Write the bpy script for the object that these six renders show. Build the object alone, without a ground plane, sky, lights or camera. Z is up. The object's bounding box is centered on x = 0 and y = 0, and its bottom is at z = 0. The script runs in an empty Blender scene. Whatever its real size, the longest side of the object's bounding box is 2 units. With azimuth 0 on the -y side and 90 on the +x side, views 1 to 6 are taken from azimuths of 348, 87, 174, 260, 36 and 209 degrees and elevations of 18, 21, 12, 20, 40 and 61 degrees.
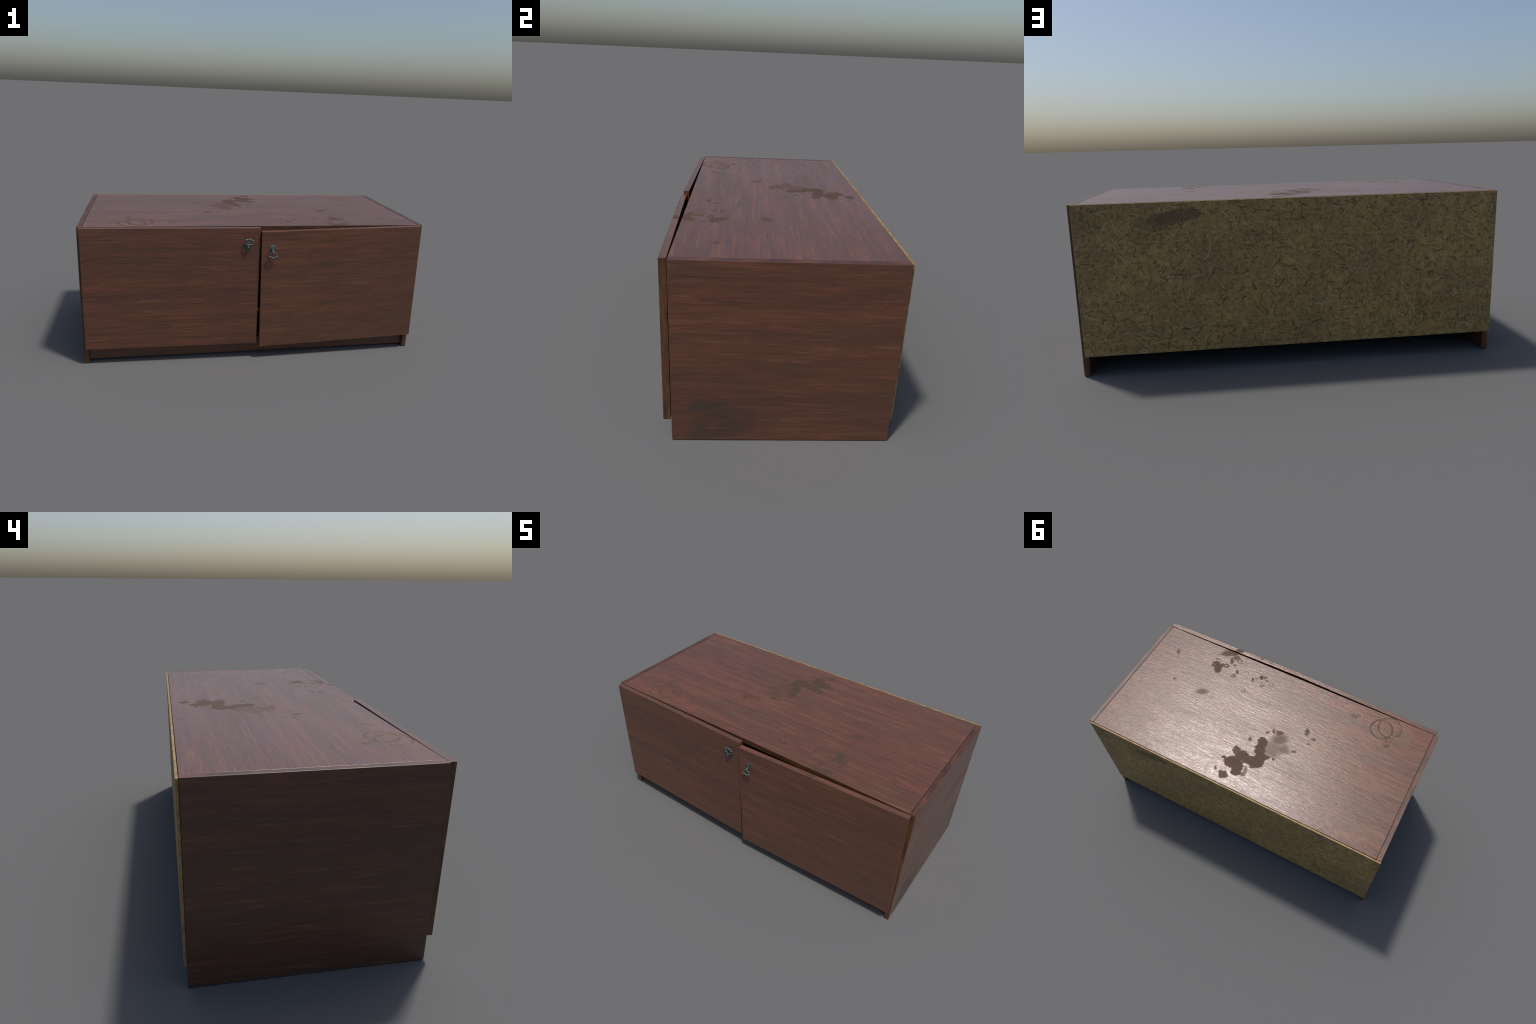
"""Low two-door wooden cabinet: veneered boards, chipboard back, sagging door, ring pulls."""
import bpy, bmesh, math
from mathutils import Matrix, Vector, noise

# ------------------------------------------------------------------ node helper
class Nodes:
    def __init__(self, name):
        self.mat = bpy.data.materials.new(name)
        self.mat.use_nodes = True
        self.t = self.mat.node_tree
        self.bsdf = self.t.nodes["Principled BSDF"]
        self.coord = self.t.nodes.new("ShaderNodeTexCoord").outputs["Object"]

    def new(self, kind, **props):
        n = self.t.nodes.new(kind)
        for k, v in props.items():
            setattr(n, k, v)
        return n

    def put(self, sock, val):
        if isinstance(val, bpy.types.NodeSocket):
            self.t.links.new(val, sock)
        elif val is not None:
            sock.default_value = val

    def math(self, op, a, b=None, c=None, clamp=False):
        n = self.new("ShaderNodeMath", operation=op, use_clamp=clamp)
        for s, v in zip(n.inputs, (a, b, c)):
            self.put(s, v)
        return n.outputs[0]

    def after(self, v, scalar):
        """The same vector, but evaluated after `scalar` (keeps long spot lists within the shader's registers)."""
        n = self.new("ShaderNodeVectorMath", operation="MULTIPLY_ADD")
        self.put(n.inputs[0], scalar)
        self.put(n.inputs[1], (1e-8, 1e-8, 1e-8))
        self.put(n.inputs[2], v)
        return n.outputs[0]

    def vmath(self, op, a, b=None, out=0):
        n = self.new("ShaderNodeVectorMath", operation=op)
        self.put(n.inputs[0], a)
        if b is not None:
            self.put(n.inputs[3] if op == "SCALE" else n.inputs[1], b)
        return n.outputs[out]

    def mapping(self, v, loc=(0, 0, 0), rot=(0, 0, 0), scale=(1, 1, 1), kind="POINT"):
        n = self.new("ShaderNodeMapping", vector_type=kind)
        self.put(n.inputs["Vector"], v)
        self.put(n.inputs["Location"], loc)
        self.put(n.inputs["Rotation"], rot)
        self.put(n.inputs["Scale"], scale)
        return n.outputs[0]

    def noise(self, v, scale=1.0, detail=4.0, rough=0.55, distort=0.0, color=False):
        n = self.new("ShaderNodeTexNoise")
        self.put(n.inputs["Vector"], v)
        self.put(n.inputs["Scale"], scale)
        self.put(n.inputs["Detail"], detail)
        self.put(n.inputs["Roughness"], rough)
        self.put(n.inputs["Distortion"], distort)
        return n.outputs["Color" if color else "Fac"]

    def span(self, v, a, b, c=0.0, d=1.0, smooth=True):
        n = self.new("ShaderNodeMapRange", interpolation_type="SMOOTHSTEP" if smooth else "LINEAR")
        for s, x in zip(n.inputs, (v, a, b, c, d)):
            self.put(s, x)
        return n.outputs[0]

    def ramp(self, fac, stops):
        n = self.new("ShaderNodeValToRGB")
        e = n.color_ramp.elements
        while len(e) < len(stops):
            e.new(0.5)
        for el, (p, c) in zip(e, stops):
            el.position = p
            el.color = (*c, 1)
        self.put(n.inputs[0], fac)
        return n.outputs[0]

    def mix(self, fac, a, b, blend="MIX"):
        n = self.new("ShaderNodeMix", data_type="RGBA", blend_type=blend)
        self.put(n.inputs[0], fac)
        for s, v in ((n.inputs[6], a), (n.inputs[7], b)):
            self.put(s, (*v, 1) if isinstance(v, tuple) and len(v) == 3 else v)
        return n.outputs[2]

    def bump(self, height, strength, dist, normal=None):
        n = self.new("ShaderNodeBump")
        self.put(n.inputs["Height"], height)
        self.put(n.inputs["Strength"], strength)
        self.put(n.inputs["Distance"], dist)
        if normal is not None:
            self.put(n.inputs["Normal"], normal)
        return n.outputs[0]

    def finish(self, **inputs):
        for k, v in inputs.items():
            k = k.replace("_", " ")
            if isinstance(v, tuple) and len(v) == 3:
                v = (*v, 1)
            self.put(self.bsdf.inputs[k], v)
        return self.mat


def flat_plane(N, axes):
    """Object coordinates of two axes as a flat (u, v, 0) vector."""
    s = N.new("ShaderNodeSeparateXYZ")
    N.put(s.inputs[0], N.coord)
    c = N.new("ShaderNodeCombineXYZ")
    N.put(c.inputs[0], s.outputs[axes[0]])
    N.put(c.inputs[1], s.outputs[axes[1]])
    return c.outputs[0]


def wobble(N, v, amount, scale):
    """Ragged the coordinates so that spill outlines become irregular."""
    n = N.noise(v, scale, 3, 0.6, color=True)
    off = N.vmath("SUBTRACT", n, (0.5, 0.5, 0.5))
    off = N.vmath("MULTIPLY", off, (amount, amount, 0.0))
    return N.vmath("ADD", v, off)


def spot_mask(N, v, spots, turn):
    """Union of elliptical spots (u, v, ru, rv, strength, softness) turned by an angle."""
    out = 0.0
    for (u, w, ru, rv, strength, soft) in spots:
        p = N.mapping(v, (u, w, 0), (0, 0, math.radians(turn)), (ru, rv, 1), "TEXTURE")
        d = N.vmath("LENGTH", p, out=1)
        m = N.span(d, 1 + soft, 1 - soft, 0.0, strength)
        out = N.math("MAXIMUM", m, out)
        v = N.after(v, out)
    return out


def ring_mask(N, v, rings):
    """Union of rings (u, v, radius, line half width / radius, strength)."""
    out = 0.0
    for (u, w, r, half, strength) in rings:
        p = N.mapping(v, (u, w, 0), (0, 0, 0), (r, r, 1), "TEXTURE")
        d = N.math("ABSOLUTE", N.math("SUBTRACT", N.vmath("LENGTH", p, out=1), 1.0))
        m = N.span(d, half, half * 0.35, 0.0, strength)
        out = N.math("MAXIMUM", m, out)
        v = N.after(v, out)
    return out


# ------------------------------------------------------------------ spills
TURN = 28.0
SPILL_MAIN = [  # long dark spill towards the rear edge
    (0.039, 0.325, .045, .036, 1, .15), (-0.003, .345, .030, .035, 1, .15), (-.012, .380, .026, .020, 1, .2),
    (0.002, .255, .027, .026, 1, .15), (.016, .285, .022, .030, 1, .15), (-.045, .272, .032, .024, 1, .15),
    (-.088, .268, .044, .034, 1, .12), (-.071, .190, .026, .055, 1, .15), (-.058, .125, .026, .034, 1, .15),
    (-.101, .222, .033, .022, 1, .15), (-.129, .209, .022, .008, 1, .25), (.059, .249, .023, .025, .85, .15),
    (.101, .324, .013, .008, .85, .3), (.047, .429, .023, .025, .85, .15), (.106, .412, .008, .010, .6, .4),
    (.025, .142, .009, .011, .7, .4), (-.046, .048, .007, .008, .7, .4), (-.078, .024, .008, .016, .7, .3),
    (-.256, .094, .010, .006, .7, .4), (-.171, .201, .005, .010, .8, .3), (-.060, .344, .010, .024, .5, .5),
    (-.057, .372, .015, .011, .6, .4), (-.115, .016, .019, .016, .8, .2), (-.02, .30, .007, .009, .9, .3),
    (-.127, .140, .066, .050, .42, .5), (-.140, .060, .044, .030, .6, .6), (-.194, .111, .036, .028, .5, .6),
    (-.264, -.069, .012, .022, .8, .35), (-.33, -.037, .010, .009, .75, .4), (-.314, .006, .010, .005, .6, .5),
]
SPILL_FRONT = [  # spatter beside the sagging door
    (.496, -.250, .021, .036, 1, .2), (.530, -.283, .020, .010, .8, .4), (.535, -.255, .010, .008, .8, .4),
    (.480, -.283, .008, .014, .8, .3), (.497, -.391, .037, .020, .75, .35), (.462, -.409, .027, .020, .75, .4),
    (.438, -.445, .034, .013, .8, .35), (.428, -.381, .019, .012, .7, .4), (.443, -.345, .009, .022, .75, .35),
    (.407, -.319, .007, .007, .7, .4), (.362, -.276, .006, .014, .8, .3), (.239, -.269, .007, .013, .9, .3),
    (.195, -.312, .011, .016, 1, .25), (.173, -.323, .007, .008, .9, .3), (.152, -.305, .011, .005, .5, .5),
    (.535, -.317, .008, .005, .7, .4), (.527, -.364, .024, .006, .65, .5), (.272, -.446, .013, .005, .7, .4),
    (.203, -.442, .008, .005, .6, .4), (.485, -.034, .034, .018, .5, .6), (.812, -.248, .010, .020, .6, .5),
    (.792, -.209, .005, .024, .3, .7), (.706, -.040, .010, .010, .55, .5),
]
SPILL_CUP = [  # drips around the cup rings
    (-.737, -.210, .027, .018, .85, .2), (-.731, -.236, .009, .012, .8, .3), (-.485, -.327, .028, .016, .75, .35),
    (-.466, -.304, .006, .006, .6, .5), (-.785, -.361, .010, .014, .7, .35), (-.758, -.363, .007, .007, .8, .3),
    (-.823, -.327, .026, .024, .35, .7), (-.646, -.362, .018, .006, .6, .5), (-.560, -.27, .016, .004, .3, .7),
]
CUP_RINGS = [(-.668, -.306, .069, .15, 1), (-.712, -.339, .072, .14, .9)]
DROP_RINGS = [(.370, -.239, .012, .42, .8), (.392, -.366, .015, .35, .75), (.455, -.29, .013, .5, .85),
              (.219, -.288, .007, .5, .5), (.162, -.254, .010, .4, .7), (.110, -.289, .016, .25, .4),
              (.244, -.161, .013, .3, .5), (.51, -.40, .018, .45, .6), (.345, -.36, .010, .4, .35)]


# ------------------------------------------------------------------ materials
def veneer(name, grain, spills=False, smudge=None, tone=(1.0, 1.0, 1.0)):
    """Dark reddish veneer whose streaks run along one axis ('x', 'y' or 'z')."""
    N = Nodes(name)
    i = "xyz".index(grain)

    def stretched(along, across):
        s = [across] * 3
        s[i] = along
        return N.mapping(v, scale=tuple(s))

    rnd = N.math("MULTIPLY", N.new("ShaderNodeObjectInfo").outputs["Random"], 7.0)
    shift = N.new("ShaderNodeCombineXYZ")
    for k in range(3):
        N.put(shift.inputs[k], rnd)
    v = N.vmath("ADD", N.coord, shift.outputs[0])
    # gentle waviness of the figure
    wave = N.noise(v, 2.2, 2, 0.5, color=True)
    v = N.vmath("ADD", v, N.vmath("SCALE", N.vmath("SUBTRACT", wave, (.5, .5, .5)), 0.014))

    bands = N.noise(stretched(1.2, 28), 1, 6, 0.68)
    streak = N.noise(stretched(6, 105), 1, 4, 0.62)
    flare = N.noise(stretched(4.2, 74), 1, 4, 0.62)
    patch = N.noise(stretched(1.5, 4.6), 1, 4, 0.6)
    fibre = N.noise(stretched(26, 210), 1, 3, 0.6)

    f = N.math("ADD", N.math("MULTIPLY", bands, .5), N.math("MULTIPLY", streak, .5))
    c = N.ramp(N.span(f, .25, .75, smooth=False), [
        (0.05, (.072, .034, .026)), (.34, (.103, .045, .029)), (.60, (.142, .056, .032)), (.92, (.205, .080, .041))])
    # broad darker figure running along the grain
    broad = N.noise(stretched(.8, 13), 1, 4, 0.62)
    c = N.mix(N.span(broad, .42, .66, 0, .36), c, (.078, .039, .030))
    # olive-brown areas between the red ones
    c = N.mix(N.span(patch, .44, .66, 0, .58), c, (.088, .049, .028))
    # thin red and orange flares
    c = N.mix(N.span(flare, .54, .70, 0, .62), c, N.mix(N.span(patch, .35, .6), (.230, .072, .042), (.210, .098, .050)))
    c = N.mix(N.span(fibre, .30, .62, .18, 0), c, (.050, .028, .023))
    c = N.mix(1.0, c, tone, "MULTIPLY")
    rough = N.math("ADD", N.span(streak, .3, .7, .23, .36), N.span(patch, .35, .65, -.02, .05))
    spec = .5
    relief = N.math("ADD", fibre, N.math("MULTIPLY", streak, .6))
    grain_bump = 0.50 if spills else 0.22

    if spills:
        flat = flat_plane(N, (0, 1))
        r1 = wobble(N, wobble(N, wobble(N, flat, .034, 18), .030, 60), .012, 170)
        r2 = wobble(N, wobble(N, flat, .018, 34), .014, 100)
        m = N.math("MAXIMUM", spot_mask(N, r1, [(a, b, ra * 1.13, rb * 1.13, k, q) for a, b, ra, rb, k, q in SPILL_MAIN], TURN), spot_mask(N, r2, [(a, b, ra * 1.18, rb * 1.18, min(1, k * 1.2), q) for a, b, ra, rb, k, q in SPILL_FRONT], TURN))
        cup = N.math("MAXIMUM", spot_mask(N, r2, SPILL_CUP, TURN), ring_mask(N, wobble(N, wobble(N, flat, .012, 9), .006, 60), CUP_RINGS))
        broken = N.span(N.noise(flat, 30, 4, .65), .36, .56, .40, 1)
        cup = N.math("MULTIPLY", cup, broken)
        m = N.math("MAXIMUM", m, N.math("MULTIPLY", broken, ring_mask(N, r2, DROP_RINGS)))
        dirt = N.mix(N.span(streak, .35, .7), (.050, .031, .019), (.074, .043, .026))
        c = N.mix(N.math("MULTIPLY", m, .86), c, dirt)
        c = N.mix(N.math("MULTIPLY", cup, .78), c, (.064, .045, .023))
        both = N.math("MAXIMUM", m, cup)
        rough = N.mix(N.math("MULTIPLY", both, .9), rough, (.78, .78, .78))
        relief = N.math("MULTIPLY", relief, N.span(both, 0, 1, 1, .15))
        spec = N.span(both, 0, 1, .5, .38)
    if smudge:
        axes, spots, amount = smudge
        flat = flat_plane(N, axes)
        r = wobble(N, wobble(N, wobble(N, flat, .08, 9), .04, 28), .02, 90)
        m = spot_mask(N, r, spots, 0)
        m = N.math("MULTIPLY", m, N.span(N.noise(N.mapping(flat, rot=(0, 0, .7), scale=(9, 60, 1)), 1, 4, .65), .36, .60, .30, 1))
        c = N.mix(N.math("MULTIPLY", m, amount), c, (.050, .034, .026))
        rough = N.mix(N.math("MULTIPLY", m, .5), rough, (.6, .6, .6))

    nrm = N.bump(relief, grain_bump, .0022)
    return N.finish(Base_Color=c, Roughness=rough, Normal=nrm, Specular_IOR_Level=spec)


def edge_band(name, grain, tint=(1, 1, 1)):
    """Warmer, mottled edging on the narrow faces of the boards."""
    N = Nodes(name)
    i = "xyz".index(grain)
    s = [38] * 3
    s[i] = 7
    a = N.noise(N.mapping(N.coord, scale=tuple(s)), 1, 4, .6, .6)
    s2 = [150] * 3
    s2[i] = 16
    b = N.noise(N.mapping(N.coord, scale=tuple(s2)), 1, 3, .6)
    f = N.math("ADD", N.math("MULTIPLY", a, .7), N.math("MULTIPLY", b, .3))
    c = N.ramp(N.span(f, .3, .7, smooth=False), [
        (.05, (.036, .020, .016)), (.4, (.074, .036, .020)), (.65, (.110, .050, .026)), (.95, (.155, .070, .036))])
    c = N.mix(1.0, c, tint, "MULTIPLY")
    return N.finish(Base_Color=c, Roughness=.45, Normal=N.bump(f, .35, .003))


def chipboard(name):
    """Pressed straw chips: layers of randomly turned slivers on a mottled ground."""
    N = Nodes(name)
    flat = flat_plane(N, (0, 2))
    base = N.noise(flat, 30, 5, .7, .8)
    big = N.noise(flat, 3.0, 4, .6)
    c = N.ramp(N.span(base, .3, .7, smooth=False), [
        (0, (.190, .110, .032)), (.5, (.335, .216, .064)), (1, (.450, .312, .108))])
    c = N.mix(N.span(big, .36, .62, .60, 0), c, (.215, .135, .055))
    height = base

    def slivers(flat, scale, length, width, seed, curve, share):
        p = N.mapping(flat, loc=(seed, seed * .37, 0), scale=(scale * .66, scale * .66, 1))
        bend = N.noise(p, 1.1, 2, .5, color=True)
        p = N.vmath("ADD", p, N.vmath("MULTIPLY", N.vmath("SUBTRACT", bend, (.5, .5, .5)), (curve * .7, curve * .7, 0)))
        vor = N.new("ShaderNodeTexVoronoi", voronoi_dimensions="2D")
        N.put(vor.inputs["Vector"], p)
        N.put(vor.inputs["Scale"], 1.0)
        N.put(vor.inputs["Randomness"], 1.0)
        q = N.vmath("SUBTRACT", p, vor.outputs["Position"])
        col = N.new("ShaderNodeSeparateColor")
        N.put(col.inputs[0], vor.outputs["Color"])
        rot = N.new("ShaderNodeVectorRotate", rotation_type="Z_AXIS")
        N.put(rot.inputs["Vector"], q)
        N.put(rot.inputs["Angle"], N.math("MULTIPLY", col.outputs[0], 6.283))
        s = N.new("ShaderNodeSeparateXYZ")
        N.put(s.inputs[0], rot.outputs[0])
        m = N.math("MULTIPLY", N.span(N.math("ABSOLUTE", s.outputs[0]), length, length * .7),
                   N.span(N.math("ABSOLUTE", s.outputs[1]), width, width * .45))
        return N.math("MULTIPLY", m, N.span(col.outputs[1], 1 - share, 1 - share + .25))

    for scale, length, width, seed, curve, share, colour, amount in [
            (58, .46, .12, 1.7, .6, .75, (.175, .095, .030), .60),
            (50, .48, .10, 5.1, .6, .70, (.450, .310, .120), .50),
            (40, .48, .09, 9.3, .8, .60, (.150, .078, .032), .65),
            (30, .50, .08, 12.9, .5, .55, (.470, .340, .165), .50),
            (44, .42, .12, 17.7, .5, .40, (.380, .190, .026), .60),
            (34, .42, .075, 21.3, .7, .55, (.095, .052, .028), .80),
            (46, .40, .085, 51.6, .6, .50, (.100, .054, .028), .75),
            (42, .46, .080, 57.9, .6, .50, (.480, .350, .170), .45),
            (20, .50, .050, 26.2, .4, .55, (.480, .350, .200), .50),
            (24, .46, .050, 33.8, .9, .40, (.070, .038, .026), .90),
            (19, .46, .050, 44.1, .5, .40, (.450, .330, .190), .50),
            (70, .30, .22, 38.4, .4, .30, (.080, .045, .024), .75)]:
        m = slivers(flat, scale, length, width, seed, curve, share)
        c = N.mix(N.math("MULTIPLY", m, amount), c, colour)
        height = N.math("ADD", height, N.math("MULTIPLY", m, .35))
        flat = N.after(flat, height)

    # damp patch near one upper corner, trailing off to one side
    r = wobble(N, wobble(N, flat, .038, 17), .016, 55)
    damp = spot_mask(N, r, [(.468, .751, .052, .027, 1, .10), (.535, .741, .085, .034, 1, .10), (.600, .726, .060, .034, .85, .2),
                            (.655, .716, .055, .026, .5, .5), (.94, .73, .07, .05, .45, .8), (.68, .65, .06, .06, .25, .9), (.60, .70, .05, .02, .6, .4)], -9)
    c = N.mix(N.math("MULTIPLY", damp, .72), c, (.085, .052, .026))
    return N.finish(Base_Color=c, Roughness=.62, Normal=N.bump(height, .5, .003))


def chip_edge(name):
    N = Nodes(name)
    n = N.noise(N.mapping(N.coord, scale=(30, 60, 30)), 1, 4, .6)
    c = N.ramp(N.span(n, .3, .7), [(0, (.17, .105, .035)), (.5, (.26, .165, .058)), (1, (.34, .23, .095))])
    return N.finish(Base_Color=c, Roughness=.6)


def old_metal(name):
    """Dull bluish-green cast metal."""
    N = Nodes(name)
    n = N.noise(N.coord, 240, 4, .6)
    c = N.ramp(N.span(n, .3, .7), [(0, (.042, .062, .062)), (.5, (.090, .128, .124)), (1, (.175, .230, .215))])
    return N.finish(Base_Color=c, Metallic=.65, Roughness=N.span(n, .3, .7, .36, .52), Normal=N.bump(n, .3, .001))


SIDE_SMUDGE = [(-.296, .165, .05, .035, .9, .35), (-.23, .15, .07, .030, .9, .4), (-.225, .075, .12, .070, 1, .4),
               (-.14, .11, .09, .060, .6, .6), (-.30, .02, .07, .025, .9, .35)]
SIDE_SMUDGE_FAINT = [(-.30, .06, .14, .05, .8, .6), (-.12, .04, .2, .04, .5, .7)]

MAT = {
    "along_x": veneer("dark_veneer_lengthwise", "x", tone=(.92, .91, .90)),
    "along_x_spilt": veneer("dark_veneer_with_spills", "x", spills=True),
    "along_y_right": veneer("dark_veneer_smudged", "y", tone=(.92, .91, .90), smudge=((1, 2), SIDE_SMUDGE, .95)),
    "along_y_left": veneer("dark_veneer_crosswise", "y", tone=(.92, .91, .90), smudge=((1, 2), SIDE_SMUDGE_FAINT, .45)),
    "edge_x": edge_band("edge_band_lengthwise", "x", (.80, .68, .52)),  # tint darkened to bake in the shade on the tabletop's front edge
    "edge_y": edge_band("edge_band_crosswise", "y", (.92, .80, .92)),
    "edge_z": edge_band("edge_band_upright", "z", (1.1, .95, .7)),
    "chip": chipboard("straw_chipboard"),
    "chip_edge": chip_edge("chipboard_edge"),
    "metal": old_metal("old_green_metal"),
}

# ------------------------------------------------------------------ boards
cabinet = bpy.data.objects.new("cabinet", None)
bpy.context.collection.objects.link(cabinet)
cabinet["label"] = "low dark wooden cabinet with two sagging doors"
cabinet["category"] = "cabinet"


def link(obj, parent):
    bpy.context.collection.objects.link(obj)
    obj.parent = parent
    return obj


HANG = {}  # door name -> its tilt


def board(name, lo, hi, faces, parent=cabinet, bevel=.0012, place=None):
    """Chamfered box; `faces` maps face axes ('x', 'y', 'z' or '+z') to material keys."""
    bm = bmesh.new()
    bmesh.ops.create_cube(bm, size=1.0)
    for v in bm.verts:
        v.co = Vector(((lo[k] + hi[k]) / 2 + v.co[k] * (hi[k] - lo[k]) for k in range(3)))
    bmesh.ops.bevel(bm, geom=bm.edges[:], offset=bevel, segments=2, profile=.5, affect="EDGES")
    keys = sorted(set(faces.values()))
    for f in bm.faces:
        n = f.normal
        k = max(range(3), key=lambda j: abs(n[j]))
        axis = "xyz"[k]
        signed = ("+" if n[k] > 0 else "-") + axis
        f.material_index = keys.index(faces.get(signed, faces.get(axis)))
    me = bpy.data.meshes.new(name)
    bm.to_mesh(me)
    bm.free()
    for k in keys:
        me.materials.append(MAT[k])
    obj = link(bpy.data.objects.new(name, me), parent)
    if place is not None:
        obj.matrix_local = place
        HANG[obj.name] = place.copy()
    return obj


FRONT, REAR, HEIGHT = -.4175, .4925, .8107

board("side_panel", (-.9993, FRONT, 0), (-.9705, REAR, HEIGHT), {"x": "along_y_left", "y": "edge_z", "z": "edge_y"}, bevel=.002)
board("side_panel", (.9715, FRONT, 0), (.9998, REAR, HEIGHT), {"x": "along_y_right", "y": "edge_z", "z": "edge_y"}, bevel=.002)
board("tabletop", (-.9687, FRONT, .7790), (.9697, REAR - .001, HEIGHT - .0004),
      {"+z": "along_x_spilt", "-z": "along_x", "x": "edge_y", "y": "edge_x"})
board("plinth_board", (-.9703, -.3950, .012), (.9713, -.3700, .1080), {"y": "along_x", "z": "edge_x", "x": "edge_z"})
board("floor_board", (-.9703, -.3690, .1000), (.9713, REAR - .001, .1260), {"z": "along_x", "y": "edge_x", "x": "edge_y"})
board("shelf", (-.9703, -.3900, .1950), (.9713, REAR - .03, .2230), {"z": "along_x", "y": "edge_x", "x": "edge_y"})
board("back_board", (-1.000, .4938, .0975), (.9868, .5036, .8092),
      {"y": "chip", "z": "chip_edge", "x": "chip_edge"}, bevel=.001)


def hung(hinge, swing, sag):
    """Door matrix: swing about the upright hinge, then sag about the depth axis."""
    p = Vector(hinge)
    return (Matrix.Translation(p) @ Matrix.Rotation(math.radians(swing), 4, "Z")
            @ Matrix.Rotation(math.radians(sag), 4, "Y") @ Matrix.Translation(-p))


DOOR_FACES = {"y": "along_x", "+z": "along_x_spilt", "-z": "edge_x", "x": "edge_z"}
door_left = board("door", (-.9835, -.4488, .0985), (-.0020, -.4195, .8092), DOOR_FACES,
                  place=hung((-.9835, -.4195, .808), -.95, 0))
door_right = board("door", (.0005, -.4518, .0985), (.9795, -.4215, .8092), DOOR_FACES,
                   place=hung((.9795, -.4215, .808), 1.55, -1.09))


# ------------------------------------------------------------------ ring pulls
def smooth_mesh(name, verts, faces, parent, angle=50):
    me = bpy.data.meshes.new(name)
    me.from_pydata(verts, [], faces)
    me.materials.append(MAT["metal"])
    me.validate()
    bm = bmesh.new()
    bm.from_mesh(me)
    bmesh.ops.recalc_face_normals(bm, faces=bm.faces[:])
    bm.to_mesh(me)
    bm.free()
    me.polygons.foreach_set("use_smooth", [True] * len(me.polygons))
    me.set_sharp_from_angle(angle=math.radians(angle))
    return link(bpy.data.objects.new(name, me), parent)


PLATE = [(0, .0295), (.0022, .0258), (.0060, .0235), (.0075, .0205), (.0112, .0192), (.0155, .0185), (.0160, .0140),
         (.0148, .0115), (.0166, .0085), (.0152, .0050), (.0164, .0015), (.0145, -.0015), (.0150, -.0055),
         (.0128, -.0085), (.0128, -.0125), (.0102, -.0150), (.0096, -.0192), (.0064, -.0215), (.0050, -.0258), (0, -.0295)]


def handle_plate(parent, cx, front, cz):
    """Scalloped, slightly domed shield with a pointed crest."""
    outline = PLATE + [(-x, z) for x, z in PLATE[-2:0:-1]]
    n = len(outline)
    layers = [(1.0, .0006), (1.0, -.0022), (.90, -.0036), (.72, -.0034), (.62, -.0044), (.25, -.0056)]
    verts, faces = [], []
    for s, d in layers:
        for x, z in outline:
            verts.append((cx + x * s, front + d, cz + z * s))
    for a in range(len(layers) - 1):
        for b in range(n):
            c = (b + 1) % n
            faces.append((a * n + b, a * n + c, (a + 1) * n + c, (a + 1) * n + b))
    verts.append((cx, front - .0060, cz))
    top = len(verts) - 1
    base = (len(layers) - 1) * n
    for b in range(n):
        faces.append((base + b, base + (b + 1) % n, top))
    faces.append(tuple(reversed(range(n))))
    return smooth_mesh("handle_plate", verts, faces, parent, 35)


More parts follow.
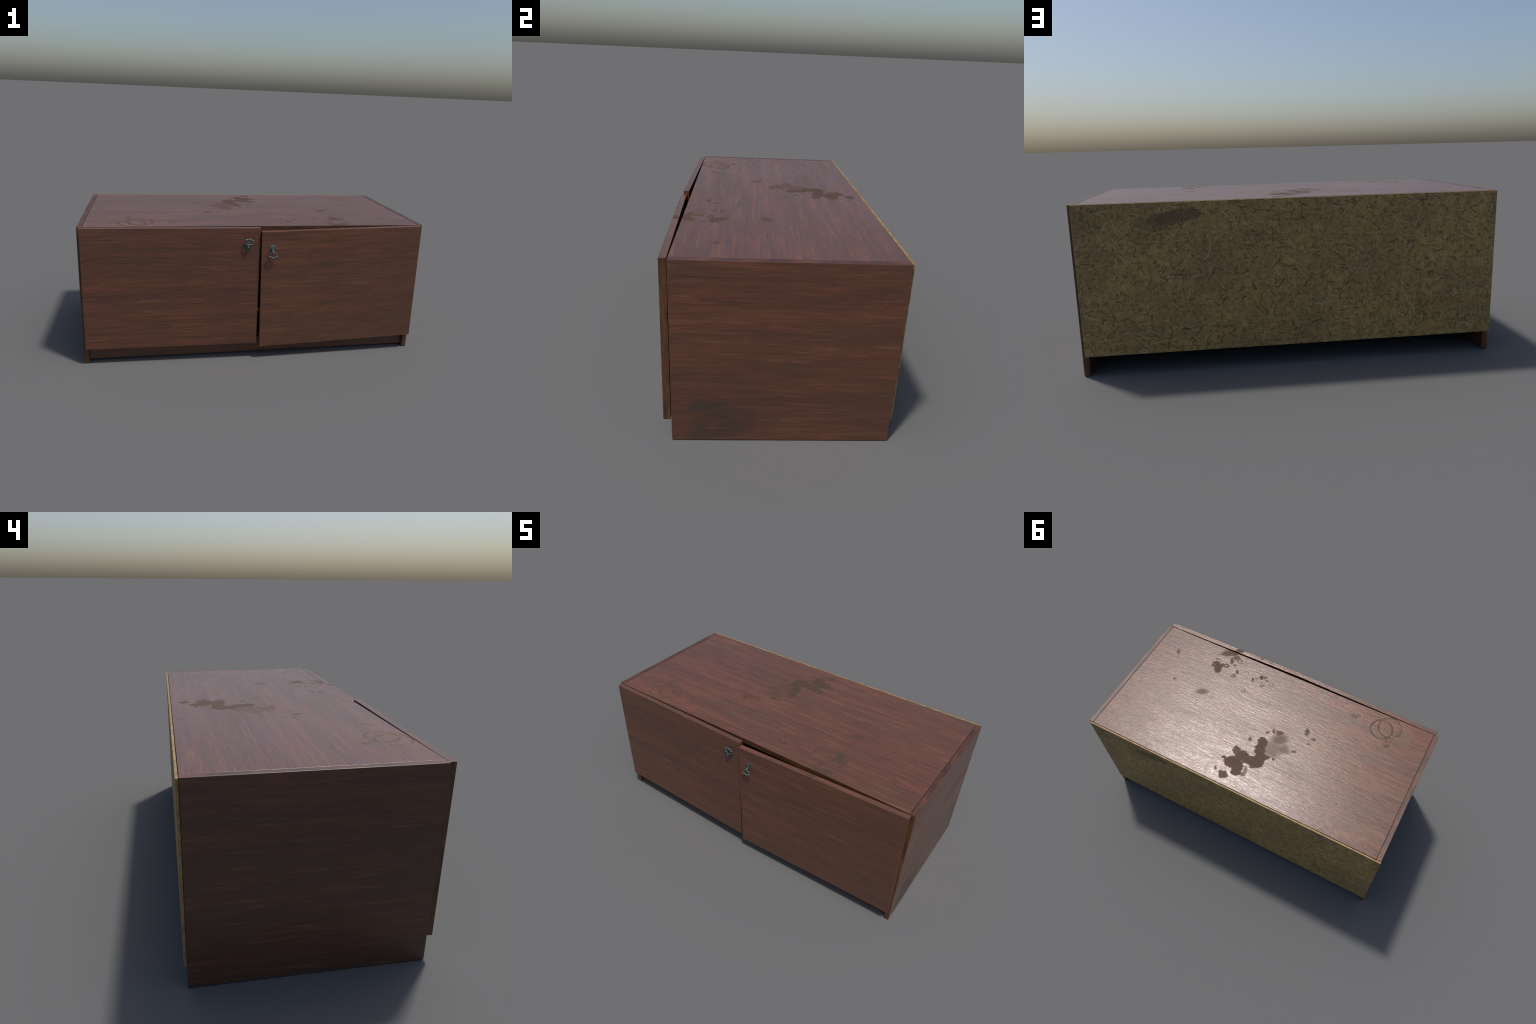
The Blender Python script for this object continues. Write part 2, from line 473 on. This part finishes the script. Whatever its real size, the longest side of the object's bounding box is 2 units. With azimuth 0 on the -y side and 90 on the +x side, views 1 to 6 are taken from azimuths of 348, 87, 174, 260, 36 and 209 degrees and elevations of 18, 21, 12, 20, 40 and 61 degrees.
def handle_stem(parent, start, end):
    """Turned stem: waisted shaft with a bead at its outer end."""
    a, b = Vector(start), Vector(end)
    d = b - a
    turn = d.to_track_quat("Z", "Y").to_matrix()
    prof = [(0, .0058), (.10, .0068), (.2, .0052), (.42, .0040), (.55, .0056), (.66, .0070), (.80, .0072), (.92, .0056), (1.0, .0016)]
    n = 20
    verts, faces = [], []
    for t, r in prof:
        for k in range(n):
            w = math.tau * k / n
            verts.append(a + turn @ Vector((r * math.cos(w), r * math.sin(w), t * d.length)))
    for i in range(len(prof) - 1):
        for k in range(n):
            j = (k + 1) % n
            faces.append((i * n + k, i * n + j, (i + 1) * n + j, (i + 1) * n + k))
    faces.append(tuple(range(n)))
    faces.append(tuple(range((len(prof) - 1) * n, len(prof) * n)))
    return smooth_mesh("handle_stem", verts, faces, parent, 60)


def handle_ring(parent, pivot, tilt, yaw=0.0):
    """Oval drop ring: thin where it hangs, leafy swellings at the shoulders, ribbed bead opposite."""
    half_w, half_h, n, m = .0222, .0150, 144, 12
    frame = Matrix.Rotation(yaw, 3, "Y") @ Matrix.Rotation(tilt, 3, "X")
    verts, faces = [], []
    bump = lambda x, c, w: math.exp(-((x - c) / w) ** 2)
    for i in range(n):
        t = math.tau * i / n              # 0 at the pivot
        u = abs((t + math.pi) % math.tau - math.pi)
        leaf = bump(u, 2.15, .33)
        bead = bump(u, math.pi, .33)
        r = .0031 + .0042 * leaf * (1 + .22 * math.cos(u * 24)) + .0030 * bead * (1 + .22 * math.cos((u - math.pi) * 26))
        c = Vector((half_w * math.sin(t), 0, -half_h * (1 - math.cos(t))))
        tan = Vector((half_w * math.cos(t), 0, -half_h * math.sin(t))).normalized()
        out = Vector((0, 1, 0)).cross(tan)
        for k in range(m):
            w = math.tau * k / m
            p = c + out * (r * math.cos(w)) + Vector((0, 1, 0)) * (r * .85 * math.sin(w))
            verts.append(Vector(pivot) + frame @ p)
    for i in range(n):
        j = (i + 1) % n
        for k in range(m):
            l = (k + 1) % m
            faces.append((i * m + k, i * m + l, j * m + l, j * m + k))
    return smooth_mesh("handle_ring", verts, faces, parent, 180)


def hang(obj, door):
    return HANG[door.name].inverted() @ Vector(obj)


# hanging pull on the sagging door
p = hang((.0668, -.4765, .6915), door_right)
face = -.4518
handle_plate(door_right, p.x, face, p.z)
handle_stem(door_right, (p.x, face - .0035, p.z - .006), (p.x, face - .0215, p.z - .0185))
handle_ring(door_right, (p.x, face - .0200, p.z - .0185), math.radians(-3))
# pull flipped up on the other door
p = hang((-.0745, -.4640, .7060), door_left)
face = -.4488
handle_plate(door_left, p.x, face, p.z)
handle_stem(door_left, (p.x, face - .0035, p.z - .006), (p.x + .001, face - .0240, p.z - .0005))
handle_ring(door_left, (p.x + .004, face - .0185, p.z + .0125), math.radians(180 - 10), math.radians(6))
